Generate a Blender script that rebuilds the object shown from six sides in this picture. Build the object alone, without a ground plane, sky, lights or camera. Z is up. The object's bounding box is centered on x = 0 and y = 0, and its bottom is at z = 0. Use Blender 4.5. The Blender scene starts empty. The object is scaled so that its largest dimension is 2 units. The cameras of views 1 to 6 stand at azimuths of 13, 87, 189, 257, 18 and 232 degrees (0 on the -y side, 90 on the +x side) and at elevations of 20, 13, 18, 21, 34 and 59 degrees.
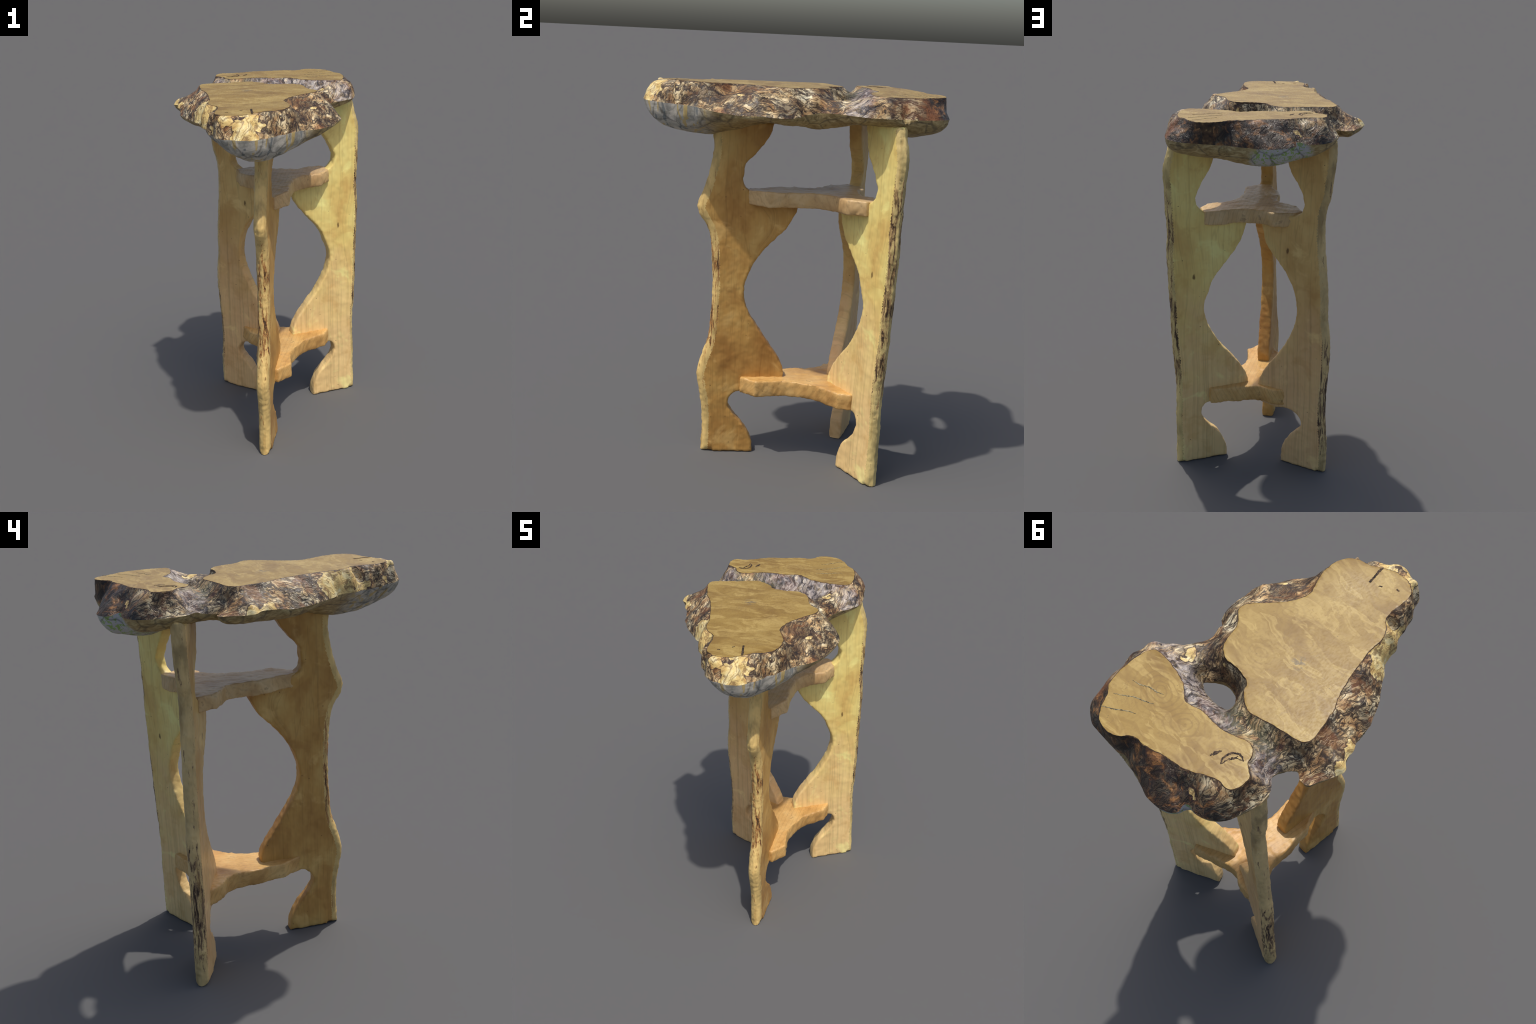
# A tall side table: burl slab top on three sawn plank legs tied by two three-armed stretchers.
import bpy, bmesh, math, random
import numpy as np
from mathutils import Vector, Matrix, noise as mnoise
from mathutils.geometry import delaunay_2d_cdt

random.seed(7)
RNG = np.random.default_rng(7)

# ------------------------------------------------------------------ curve helpers
def spline(points, step, closed=True):
    """Centripetal Catmull-Rom through control points, resampled to even steps."""
    P = np.array(points, float)
    n = len(P)
    out = []
    last = n if closed else n - 1
    for i in range(last):
        if closed:
            p0, p1, p2, p3 = P[(i - 1) % n], P[i], P[(i + 1) % n], P[(i + 2) % n]
        else:
            p1, p2 = P[i], P[i + 1]
            p0 = P[i - 1] if i > 0 else 2 * p1 - p2
            p3 = P[i + 2] if i + 2 < n else 2 * p2 - p1
        t0 = 0.0
        t1 = t0 + max(np.linalg.norm(p1 - p0), 1e-6) ** 0.5
        t2 = t1 + max(np.linalg.norm(p2 - p1), 1e-6) ** 0.5
        t3 = t2 + max(np.linalg.norm(p3 - p2), 1e-6) ** 0.5
        for t in np.linspace(t1, t2, 14, endpoint=False):
            a1 = (t1 - t) / (t1 - t0) * p0 + (t - t0) / (t1 - t0) * p1
            a2 = (t2 - t) / (t2 - t1) * p1 + (t - t1) / (t2 - t1) * p2
            a3 = (t3 - t) / (t3 - t2) * p2 + (t - t2) / (t3 - t2) * p3
            b1 = (t2 - t) / (t2 - t0) * a1 + (t - t0) / (t2 - t0) * a2
            b2 = (t3 - t) / (t3 - t1) * a2 + (t - t1) / (t3 - t1) * a3
            out.append((t2 - t) / (t2 - t1) * b1 + (t - t1) / (t2 - t1) * b2)
    if not closed:
        out.append(P[-1])
    out = np.array(out)
    Q = np.vstack([out, out[:1]]) if closed else out
    s = np.concatenate([[0], np.cumsum(np.linalg.norm(np.diff(Q, axis=0), axis=1))])
    m = max(3, int(round(s[-1] / step)))
    ss = np.linspace(0, s[-1], m + 1)
    R = np.stack([np.interp(ss, s, Q[:, k]) for k in range(Q.shape[1])], 1)
    return R[:-1] if closed else R

def inside(P, poly):
    x, y = P[:, 0], P[:, 1]
    res = np.zeros(len(P), bool)
    a = poly
    b = np.roll(poly, -1, 0)
    for (x1, y1), (x2, y2) in zip(a, b):
        c = ((y1 > y) != (y2 > y))
        if c.any():
            xi = (x2 - x1) * (y - y1) / ((y2 - y1) if y2 != y1 else 1e-12) + x1
            res ^= c & (x < xi)
    return res

def dist(P, poly, closed=True):
    a = poly if closed else poly[:-1]
    b = np.roll(poly, -1, 0) if closed else poly[1:]
    best = np.full(len(P), 1e9)
    for p, q in zip(a, b):
        d = q - p
        L = max(d @ d, 1e-14)
        t = np.clip(((P - p) @ d) / L, 0, 1)
        e = P - (p + t[:, None] * d)
        best = np.minimum(best, (e * e).sum(1))
    return np.sqrt(best)

def grow(poly, amount):
    """Offset a closed outline outward."""
    a = np.roll(poly, 2, 0)
    b = np.roll(poly, -2, 0)
    t = b - a
    t /= np.linalg.norm(t, axis=1)[:, None]
    nrm = np.stack([t[:, 1], -t[:, 0]], 1)
    area = 0.5 * np.sum(poly[:, 0] * np.roll(poly[:, 1], -1) - np.roll(poly[:, 0], -1) * poly[:, 1])
    if area < 0:
        nrm = -nrm
    return poly + nrm * amount

class ThinPlate:
    """Smooth height surface through scattered control heights."""
    def __init__(self, xyz, smooth=1e-5):
        X = np.array(xyz, float)
        self.c = X[:, :2]
        n = len(X)
        K = self.k(self.c, self.c) + smooth * np.eye(n)
        Pm = np.hstack([np.ones((n, 1)), self.c])
        A = np.zeros((n + 3, n + 3))
        A[:n, :n] = K
        A[:n, n:] = Pm
        A[n:, :n] = Pm.T
        self.w = np.linalg.solve(A, np.concatenate([X[:, 2], [0, 0, 0]]))
    @staticmethod
    def k(a, b):
        r2 = ((a[:, None, :] - b[None, :, :]) ** 2).sum(2)
        return 0.5 * r2 * np.log(np.maximum(r2, 1e-12))
    def __call__(self, P):
        out = np.empty(len(P))
        for i in range(0, len(P), 4000):
            q = P[i:i + 4000]
            out[i:i + 4000] = self.k(q, self.c) @ self.w[:-3] + self.w[-3] + q @ self.w[-2:]
        return out

def fbm(P, scale, octaves=4, seed=0.0):
    return np.array([mnoise.fractal(Vector((p[0] * scale + seed, p[1] * scale - seed, p[2] * scale + 2 * seed)), 0.6, 2.1, octaves) for p in P])

def triangulate(points, loops):
    """Conforming triangulation: free points plus closed constraint loops."""
    verts = [Vector((float(p[0]), float(p[1]))) for p in points]
    edges = []
    for lp in loops:
        s = len(verts)
        verts += [Vector((float(p[0]), float(p[1]))) for p in lp]
        m = len(lp)
        edges += [(s + i, s + (i + 1) % m) for i in range(m)]
    v, e, f, *_ = delaunay_2d_cdt(verts, edges, [], 0, 1e-6)
    V = np.array([(p.x, p.y) for p in v])
    F = np.array([t for t in f if len(t) == 3], int)
    a = V[F]
    ar = (a[:, 1, 0] - a[:, 0, 0]) * (a[:, 2, 1] - a[:, 0, 1]) - (a[:, 2, 0] - a[:, 0, 0]) * (a[:, 1, 1] - a[:, 0, 1])
    F[ar < 0] = F[ar < 0][:, ::-1]
    return V, F[np.abs(ar) > 1e-12]

def scatter(poly, step, margin):
    lo, hi = poly.min(0), poly.max(0)
    xs = np.arange(lo[0], hi[0], step)
    ys = np.arange(lo[1], hi[1], step * 0.866)
    G = np.array([(x + (step / 2 if j % 2 else 0), y) for j, y in enumerate(ys) for x in xs])
    G += RNG.uniform(-0.18, 0.18, G.shape) * step
    G = G[inside(G, poly)]
    return G[dist(G, poly) > margin]

# ------------------------------------------------------------------ mesh helpers
def smooth_by_angle(me, angle):
    bm = bmesh.new()
    bm.from_mesh(me)
    for e in bm.edges:
        if len(e.link_faces) == 2:
            e.smooth = e.calc_face_angle(0) < angle
    for f in bm.faces:
        f.smooth = True
    bm.to_mesh(me)
    bm.free()

def make_object(name, V, F, mat, parent=None, matrix=None, angle=math.radians(50)):
    used = np.unique(np.concatenate([np.array(f).ravel() for f in F]))
    remap = {int(o): i for i, o in enumerate(used)}
    me = bpy.data.meshes.new(name)
    me.from_pydata([tuple(map(float, V[i])) for i in used], [], [[remap[int(i)] for i in f] for f in F])
    me.update()
    smooth_by_angle(me, angle)
    me.materials.append(mat)
    ob = bpy.data.objects.new(name, me)
    bpy.context.scene.collection.objects.link(ob)
    if parent is not None:
        ob.parent = parent
    if matrix is not None:
        ob.matrix_basis = matrix
    return ob

def vertex_normals(V, F):
    n = np.zeros_like(V)
    a = V[F]
    fn = np.cross(a[:, 1] - a[:, 0], a[:, 2] - a[:, 0])
    for k in range(3):
        np.add.at(n, F[:, k], fn)
    return n / np.maximum(np.linalg.norm(n, axis=1), 1e-12)[:, None]

# ------------------------------------------------------------------ node helpers
class Mat:
    def __init__(self, name, rough=0.5, spec=0.4):
        self.m = bpy.data.materials.new(name)
        self.m.use_nodes = True
        self.nt = self.m.node_tree
        self.nt.nodes.clear()
        out = self.nt.nodes.new('ShaderNodeOutputMaterial')
        self.b = self.nt.nodes.new('ShaderNodeBsdfPrincipled')
        self.nt.links.new(self.b.outputs[0], out.inputs[0])
        self.b.inputs['Roughness'].default_value = rough
        self.b.inputs['Specular IOR Level'].default_value = spec
        self.co = self.nt.nodes.new('ShaderNodeTexCoord').outputs['Object']
    def put(self, sock, v):
        if isinstance(v, bpy.types.NodeSocket):
            self.nt.links.new(v, sock)
        elif v is not None:
            if hasattr(sock.default_value, '__len__') and not hasattr(v, '__len__'):
                v = [v] * len(sock.default_value)
            if hasattr(v, '__len__') and hasattr(sock.default_value, '__len__') and len(sock.default_value) == 4 and len(v) == 3:
                v = (*v, 1)
            sock.default_value = v
    def mapping(self, vec=None, scale=(1, 1, 1), loc=(0, 0, 0), rot=(0, 0, 0)):
        n = self.nt.nodes.new('ShaderNodeMapping')
        self.put(n.inputs['Vector'], vec or self.co)
        n.inputs['Scale'].default_value = scale
        n.inputs['Location'].default_value = loc
        n.inputs['Rotation'].default_value = rot
        return n.outputs[0]
    def noise(self, vec, scale, detail=4, rough=0.55, distortion=0.0, color=False):
        n = self.nt.nodes.new('ShaderNodeTexNoise')
        self.put(n.inputs['Vector'], vec)
        n.inputs['Scale'].default_value = scale
        n.inputs['Detail'].default_value = detail
        n.inputs['Roughness'].default_value = rough
        n.inputs['Distortion'].default_value = distortion
        return n.outputs['Color' if color else 'Fac']
    def voronoi(self, vec, scale, feature='DISTANCE_TO_EDGE', rnd=1.0, out='Distance'):
        n = self.nt.nodes.new('ShaderNodeTexVoronoi')
        n.feature = feature
        self.put(n.inputs['Vector'], vec)
        n.inputs['Scale'].default_value = scale
        n.inputs['Randomness'].default_value = rnd
        return n.outputs[out]
    def wave(self, vec, scale, distortion=0, detail=2, dscale=1, kind='RINGS', direction='Z'):
        n = self.nt.nodes.new('ShaderNodeTexWave')
        n.wave_type = kind
        if kind == 'RINGS':
            n.rings_direction = direction
        else:
            n.bands_direction = direction
        self.put(n.inputs['Vector'], vec)
        n.inputs['Scale'].default_value = scale
        n.inputs['Distortion'].default_value = distortion
        n.inputs['Detail'].default_value = detail
        n.inputs['Detail Scale'].default_value = dscale
        return n.outputs['Fac']
    def math(self, op, a, b=None, c=None, clamp=False):
        n = self.nt.nodes.new('ShaderNodeMath')
        n.operation = op
        n.use_clamp = clamp
        for i, v in enumerate((a, b, c)):
            self.put(n.inputs[i], v)
        return n.outputs[0]
    def vmath(self, op, a, b=None, scale=None):
        n = self.nt.nodes.new('ShaderNodeVectorMath')
        n.operation = op
        self.put(n.inputs[0], a)
        if b is not None:
            self.put(n.inputs[1], b)
        if scale is not None:
            n.inputs['Scale'].default_value = scale
        return n.outputs['Value' if op in ('DISTANCE', 'LENGTH', 'DOT_PRODUCT') else 'Vector']
    def ramp(self, fac, stops, mode='LINEAR'):
        n = self.nt.nodes.new('ShaderNodeValToRGB')
        n.color_ramp.interpolation = mode
        el = n.color_ramp.elements
        while len(el) < len(stops):
            el.new(0.5)
        for e, (p, c) in zip(el, stops):
            e.position = p
            e.color = (c, c, c, 1) if not hasattr(c, '__len__') else (*c, 1)
        self.put(n.inputs[0], fac)
        return n.outputs[0]
    def smooth(self, v, lo, hi, a=0.0, b=1.0):
        n = self.nt.nodes.new('ShaderNodeMapRange')
        n.interpolation_type = 'SMOOTHSTEP'
        self.put(n.inputs['Value'], v)
        n.inputs['From Min'].default_value = lo
        n.inputs['From Max'].default_value = hi
        n.inputs['To Min'].default_value = a
        n.inputs['To Max'].default_value = b
        return n.outputs['Result']
    def mix(self, fac, a, b, mode='MIX'):
        n = self.nt.nodes.new('ShaderNodeMix')
        n.data_type = 'RGBA'
        n.blend_type = mode
        self.put(n.inputs['Factor'], fac)
        self.put(n.inputs['A'] if False else n.inputs[6], a)
        self.put(n.inputs[7], b)
        return n.outputs[2]
    def warp(self, amount, scale, vec=None, detail=3):
        vec = vec or self.co
        c = self.noise(vec, scale, detail, color=True)
        d = self.vmath('SUBTRACT', c, (0.5, 0.5, 0.5))
        return self.vmath('ADD', vec, self.vmath('SCALE', d, scale=amount))
    def spot(self, centre, radius, soft=0.5, vec=None, squash=(1, 1, 1)):
        v = self.vmath('SUBTRACT', vec or self.co, centre)
        v = self.vmath('MULTIPLY', v, squash)
        return self.smooth(self.vmath('LENGTH', v), radius * (1 - soft), radius, 1.0, 0.0)
    def any_of(self, masks):
        m = masks[0]
        for k in masks[1:]:
            m = self.math('MAXIMUM', m, k)
        return m
    def axis(self, k, vec=None):
        n = self.nt.nodes.new('ShaderNodeSeparateXYZ')
        self.put(n.inputs[0], vec or self.co)
        return n.outputs[k]
    def combine(self, x, y, z):
        n = self.nt.nodes.new('ShaderNodeCombineXYZ')
        for i, v in enumerate((x, y, z)):
            self.put(n.inputs[i], v)
        return n.outputs[0]
    def finish(self, color, rough=None, bump=None, strength=0.3, distance=0.004):
        self.put(self.b.inputs['Base Color'], color)
        if rough is not None:
            self.put(self.b.inputs['Roughness'], rough)
        if bump is not None:
            n = self.nt.nodes.new('ShaderNodeBump')
            n.inputs['Strength'].default_value = strength
            n.inputs['Distance'].default_value = distance
            self.put(n.inputs['Height'], bump)
            self.nt.links.new(n.outputs[0], self.b.inputs['Normal'])
        return self.m

# ------------------------------------------------------------------ materials
def polished_material(centres, ring_depth=0.28):
    """Sanded burl face: tan-yellow with growth rings, wavy figure and specks."""
    m = Mat('polished_burl', 0.42, 0.3)
    w = m.warp(0.10, 5.0, detail=4)
    base = m.ramp(m.noise(w, 5.0, 5, 0.62, 0.5), [(0.30, (0.190, 0.107, 0.023)), (0.48, (0.280, 0.175, 0.041)), (0.70, (0.360, 0.243, 0.067))])
    # flame figure: overlapping chevron streaks with one crisp side
    for k, (rot, sx, sy, seed, lo, hi, amt, tint) in enumerate(((0.62, 2.6, 7.5, 0.0, 0.50, 0.55, 0.38, (0.44, 0.310, 0.098)), (0.95, 3.0, 10.0, 4.0, 0.55, 0.575, 0.50, (0.47, 0.335, 0.11)), (0.30, 2.0, 8.0, 9.0, 0.55, 0.62, 0.40, (0.20, 0.112, 0.024)))):
        f = m.noise(m.mapping(m.warp(0.10, 4.0 + k, detail=3), (sx, sy, 1.0), loc=(seed, seed, 0), rot=(0, 0, rot)), 1.5, 3, 0.55, 0.5)
        a = m.math('MULTIPLY', m.smooth(f, lo, hi), m.smooth(f, hi + 0.01, hi + 0.12, 1.0, 0.0))
        base = m.mix(m.math('MULTIPLY', a, amt), base, tint)
    # growth rings round several pith centres
    for i, (x, y, r) in enumerate(centres):
        v = m.vmath('MULTIPLY', m.vmath('SUBTRACT', m.warp(0.07, 6.0 + i, detail=4), (x, y, 0)), (1.0, 1.25, 0))
        d = m.vmath('LENGTH', v)
        phase = m.math('ADD', m.math('MULTIPLY', d, 230.0 - 15 * i), m.math('MULTIPLY', m.noise(m.co, 9, 2), 3.0))
        ring = m.smooth(m.math('SINE', phase), 0.2, 1.0)
        ring = m.math('MULTIPLY', ring, m.smooth(d, r * 0.25, r, ring_depth, 0.0))
        base = m.mix(ring, base, (0.20, 0.115, 0.03))
    fine = m.noise(m.mapping(m.warp(0.05, 9.0), (1, 0.45, 1), rot=(0, 0, 0.6)), 120, 4, 0.65)
    base = m.mix(m.smooth(fine, 0.48, 0.75, 0, 0.35), base, (0.21, 0.125, 0.032))
    wisp = m.noise(m.warp(0.06, 10.0, detail=4), 9, 3, 0.55, 0.8)
    wl = m.smooth(m.math('ABSOLUTE', m.math('SUBTRACT', wisp, 0.5)), 0.0, 0.012, 0.35, 0.0)
    base = m.mix(wl, base, (0.20, 0.12, 0.035))
    speck = m.voronoi(m.co, 26, 'F1')
    base = m.mix(m.smooth(speck, 0.030, 0.055, 0.75, 0.0), base, (0.06, 0.03, 0.012))
    sp = m.math('MULTIPLY', m.spot((-0.04, -0.036, 1.99), 0.05, 0.8), m.smooth(m.noise(m.co, 60, 3), 0.48, 0.58))
    base = m.mix(m.math('MULTIPLY', sp, 0.7), base, (0.13, 0.11, 0.08))
    return m.finish(base, m.smooth(fine, 0.3, 0.7, 0.36, 0.5), fine, 0.05, 0.002)

def bark_material():
    """Burl bark: tan cork crossed by squiggled dark veins, pale sapwood where it is worn bare."""
    m = Mat('burl_bark', 0.5, 0.4)
    w = m.warp(0.10, 6.0, detail=4)
    w2 = m.warp(0.026, 18.0, w, 3)
    flow = m.mapping(w2, (1.0, 0.55, 0.8), rot=(0.1, 0.2, 0.75))
    flow = m.mapping(w2, (1.7, 0.42, 0.9), rot=(0.15, 0.25, 0.75))
    def veins(vec, scale, width, detail=3, dist=0.8):
        n = m.noise(vec, scale, detail, 0.55, dist)
        return m.smooth(m.math('ABSOLUTE', m.math('SUBTRACT', n, 0.5)), 0.0, width, 1.0, 0.0)
    cork = m.noise(w, 13, 5, 0.60, 0.6)
    tan = m.ramp(cork, [(0.30, (0.20, 0.09, 0.035)), (0.40, (0.40, 0.23, 0.095)), (0.50, (0.58, 0.41, 0.205)), (0.60, (0.74, 0.60, 0.36)), (0.72, (0.82, 0.73, 0.51))])
    dark = m.ramp(m.noise(w2, 60, 3), [(0.3, (0.010, 0.008, 0.008)), (0.7, (0.060, 0.032, 0.018))])
    # zones
    nose = m.any_of([m.spot((0.05, -0.71, 1.92), 0.22, 0.6, w), m.math('MULTIPLY', m.spot((-0.17, -0.38, 1.93), 0.20, 0.5, w), 0.95), m.math('MULTIPLY', m.spot((-0.44, 0.06, 1.90), 0.13, 0.6, w), 0.75)])
    broad = m.noise(w, 8.5, 4, 0.6, 0.4)
    shade = m.math('SUBTRACT', m.smooth(broad, 0.43, 0.60), m.math('MULTIPLY', nose, 0.55), clamp=True)
    col = m.mix(m.math('MULTIPLY', shade, 0.70), tan, dark)
    v1 = veins(flow, 7.0, 0.036)
    v2 = veins(m.mapping(flow, loc=(3, 1, 2)), 15.0, 0.052)
    v3 = veins(m.mapping(flow, loc=(7, 5, 1)), 32, 0.072)
    calm = m.math('SUBTRACT', 1.0, m.math('MULTIPLY', nose, 0.35))
    col = m.mix(m.math('MULTIPLY', v3, m.math('MULTIPLY', calm, 0.75)), col, dark)
    col = m.mix(m.math('MULTIPLY', v2, m.math('MULTIPLY', calm, 0.95)), col, dark)
    col = m.mix(m.math('MULTIPLY', v1, 0.92), col, dark)
    rust = m.math('MULTIPLY', m.smooth(m.noise(w, 10, 3), 0.57, 0.66), 0.45)
    col = m.mix(rust, col, (0.23, 0.085, 0.025))
    # back edge blackened to carry the scan's baked shade, plus rust blotches
    back = m.math('MULTIPLY', m.smooth(m.axis(1, w), 0.50, 0.64), m.smooth(m.axis(0, w), 0.48, 0.38))
    blot = m.ramp(m.noise(w2, 24, 4, 0.6, 0.6), [(0.46, (0.018, 0.013, 0.011)), (0.56, (0.085, 0.036, 0.014)), (0.66, (0.30, 0.135, 0.04))])
    col = m.mix(m.math('MULTIPLY', back, 0.88), col, blot)
    east = m.spot((0.50, 0.58, 1.92), 0.16, 0.5, w)
    col = m.mix(m.math('MULTIPLY', east, m.smooth(cork, 0.40, 0.56, 0.8, 0.3)), col, (0.20, 0.075, 0.028))
    # cool grey mottling on the gully walls
    g = m.any_of([m.spot((0.16, 0.345, 1.94), 0.26, 0.6, w, (0.75, 2.6, 1)), m.spot((-0.29, 0.35, 1.92), 0.11, 0.7, w), m.spot((0.44, 0.27, 1.93), 0.12, 0.7, w)])
    cool_grey = m.ramp(m.noise(flow, 24, 4, 0.6, 1.2), [(0.40, (0.020, 0.022, 0.034)), (0.48, (0.12, 0.115, 0.13)), (0.56, (0.42, 0.37, 0.35)), (0.68, (0.64, 0.60, 0.57))])
    col = m.mix(m.math('MULTIPLY', g, 0.62), col, cool_grey)
    painted_occlusion = m.math('MULTIPLY', m.spot((-0.12, 0.28, 1.92), 0.20, 0.7, w, (0.8, 1.6, 1)), m.smooth(m.noise(w2, 30, 3), 0.40, 0.55))  # occlusion of the channel floor tinted into the bark colour
    col = m.mix(m.math('MULTIPLY', painted_occlusion, 0.55), col, (0.060, 0.070, 0.036))
    # bare sapwood with dark outlines
    wk = m.warp(0.06, 14.0, detail=4)
    patch = m.noise(wk, 10.5, 2, 0.5)
    field = m.math('ADD', patch, m.math('MULTIPLY', nose, 0.20))
    for c, r in (((0.392, -0.20, 1.955), 0.06), ((-0.485, 0.115, 1.895), 0.07), ((-0.160, -0.43, 1.965), 0.10), ((-0.205, -0.33, 1.93), 0.12), ((-0.43, 0.02, 1.88), 0.06), ((0.10, -0.745, 1.91), 0.09)):
        field = m.math('ADD', field, m.math('MULTIPLY', m.spot(c, r, 0.9, wk), 0.22))
    sap = m.ramp(m.noise(w, 14, 4, 0.6, 0.5), [(0.32, (0.46, 0.27, 0.09)), (0.50, (0.70, 0.52, 0.20)), (0.66, (0.84, 0.74, 0.43))])
    sap = m.mix(m.math('MULTIPLY', v2, 0.75), sap, (0.16, 0.085, 0.035))
    on = m.smooth(field, 0.685, 0.705)
    col = m.mix(on, col, sap)
    ring = m.math('MULTIPLY', m.smooth(field, 0.655, 0.678), m.smooth(field, 0.695, 0.712, 1.0, 0.0))
    col = m.mix(m.math('MULTIPLY', ring, 0.8), col, (0.045, 0.022, 0.018))
    h = m.math('SUBTRACT', m.math('MULTIPLY', cork, 0.8), m.math('MULTIPLY', m.any_of([v1, v2, v3]), m.math('SUBTRACT', 0.8, m.math('MULTIPLY', on, 0.5))))
    return m.finish(col, m.smooth(cork, 0.3, 0.7, 0.62, 0.40), h, 0.42, 0.007)

def border_material():
    m = Mat('dark_cambium_line', 0.6, 0.3)
    n = m.noise(m.warp(0.02, 20), 40, 4)
    return m.finish(m.ramp(n, [(0.35, (0.022, 0.013, 0.010)), (0.60, (0.10, 0.055, 0.026)), (0.72, (0.30, 0.19, 0.08))]))

def underside_material():
    m = Mat('rough_underside', 0.6, 0.3)
    w = m.warp(0.05, 8)
    n = m.noise(m.mapping(w, (1, 1, 3)), 22, 5, 0.65, 0.8)
    col = m.ramp(n, [(0.30, (0.16, 0.105, 0.045)), (0.48, (0.34, 0.245, 0.105)), (0.62, (0.47, 0.36, 0.17)), (0.75, (0.58, 0.47, 0.26))])
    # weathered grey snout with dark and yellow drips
    y = m.axis(1, m.warp(0.12, 7))
    grey = m.ramp(m.noise(m.mapping(w, (1, 1, 1.5)), 16, 4, 0.6, 1.0), [(0.30, (0.19, 0.19, 0.17)), (0.48, (0.40, 0.39, 0.35)), (0.66, (0.62, 0.58, 0.51))])
    nose = m.smooth(y, -0.50, -0.36, 1.0, 0.0)
    col = m.mix(m.math('MULTIPLY', nose, 0.85), col, grey)
    drip = m.noise(m.mapping(m.co, (16, 16, 0.6)), 1.6, 2)
    col = m.mix(m.math('MULTIPLY', m.math('MULTIPLY', nose, m.smooth(drip, 0.57, 0.62)), 0.8), col, (0.50, 0.36, 0.12))
    col = m.mix(m.math('MULTIPLY', m.math('MULTIPLY', nose, m.smooth(drip, 0.38, 0.35)), 0.6), col, (0.07, 0.11, 0.13))
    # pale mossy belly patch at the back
    patch = m.spot((-0.14, 0.66, 1.80), 0.17, 0.25, m.warp(0.06, 14), (1, 0.8, 1.2))
    leaf = m.ramp(m.noise(w, 42, 3, 0.5, 1.5), [(0.50, (0.50, 0.50, 0.52)), (0.58, (0.27, 0.42, 0.12))])
    col = m.mix(m.math('MULTIPLY', patch, 0.85), col, leaf)
    line = m.smooth(m.voronoi(w, 7), 0.0, 0.05, 0.5, 0.0)
    col = m.mix(line, col, (0.05, 0.045, 0.04))
    return m.finish(col, None, n, 0.3, 0.005)

def plank_material(name, low, mid, high, knots, seed, peach=None, dark_knots=True):
    """Sawn plank in leg coordinates: x across the board, y through it, z up."""
    m = Mat(name, 0.42, 0.35)
    w = m.warp(0.05, 3.5, m.mapping(None, (1, 1, 0.5), loc=(seed, 0, seed)))
    tone = m.noise(m.mapping(None, (1, 1, 0.55), loc=(0, seed, 2 * seed)), 4.0, 4, 0.6)
    col = m.ramp(tone, [(0.32, low), (0.50, mid), (0.68, high)])
    # long grain lines that swell round knots
    g = m.axis(0, w)
    pull = None
    for (kx, kz, s) in knots:
        v = m.vmath('MULTIPLY', m.vmath('SUBTRACT', m.co, (kx, 0, kz)), (1, 0, 0.55))
        d = m.vmath('LENGTH', v)
        e = m.smooth(d, 0.0, 0.16, s, 0.0)
        pull = e if pull is None else m.math('ADD', pull, e)
    if pull is not None:
        g = m.math('ADD', g, pull)
    lines = m.noise(m.vmath('MULTIPLY', m.combine(g, 0.0, m.axis(2, w)), (70, 1, 1.6)), 1.0, 3, 0.6, 0.3)
    col = m.mix(m.smooth(lines, 0.50, 0.70, 0.0, 0.22), col, [c * 0.55 for c in low])
    ann = m.noise(m.vmath('MULTIPLY', m.combine(g, 0.0, m.axis(2, w)), (11, 1, 1.1)), 1.0, 3, 0.5, 0.4)
    an2 = m.math('ABSOLUTE', m.math('SUBTRACT', m.math('FRACT', m.math('MULTIPLY', ann, 7.0)), 0.5))
    col = m.mix(m.smooth(an2, 0.0, 0.06, 0.20, 0.0), col, [c * 0.45 for c in low])
    if peach is not None:      # rosier wood toward the foot
        foot = m.smooth(m.math('ADD', m.axis(2), m.math('MULTIPLY', m.noise(m.co, 5, 4), 1.1)), 0.95, 1.75, 1.0, 0.0)
        col = m.mix(m.math('MULTIPLY', foot, 0.75), col, m.mix(m.smooth(lines, 0.45, 0.7), peach, [c * 0.75 for c in peach]))
    pore = m.noise(m.mapping(None, (260, 260, 7)), 1.0, 3, 0.6)
    col = m.mix(m.smooth(pore, 0.54, 0.80, 0.0, 0.30), col, [c * 0.5 for c in low])
    fl = m.noise(m.co, 7, 4, 0.6, 0.5)
    col = m.mix(m.smooth(fl, 0.47, 0.34, 0.0, 0.30), col, [low[0] * 0.80, low[1] * 0.66, low[2] * 0.55])
    col = m.mix(m.smooth(fl, 0.54, 0.70, 0.0, 0.40), col, [min(1, c * 1.25 + 0.03) for c in high])
    dot = m.voronoi(m.co, 15, 'F1')
    col = m.mix(m.smooth(dot, 0.03, 0.055, 0.75, 0.0), col, (0.10, 0.045, 0.015))
    for (kx, kz, s) in (knots if dark_knots else []):
        v = m.vmath('MULTIPLY', m.vmath('SUBTRACT', m.warp(0.012, 40), (kx, 0, kz)), (1, 0, 0.45))
        d = m.vmath('LENGTH', v)
        col = m.mix(m.smooth(d, 0.004, 0.010, 0.8, 0.0), col, (0.09, 0.035, 0.012))
    return m.finish(col, None, pore, 0.08, 0.002)

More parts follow.
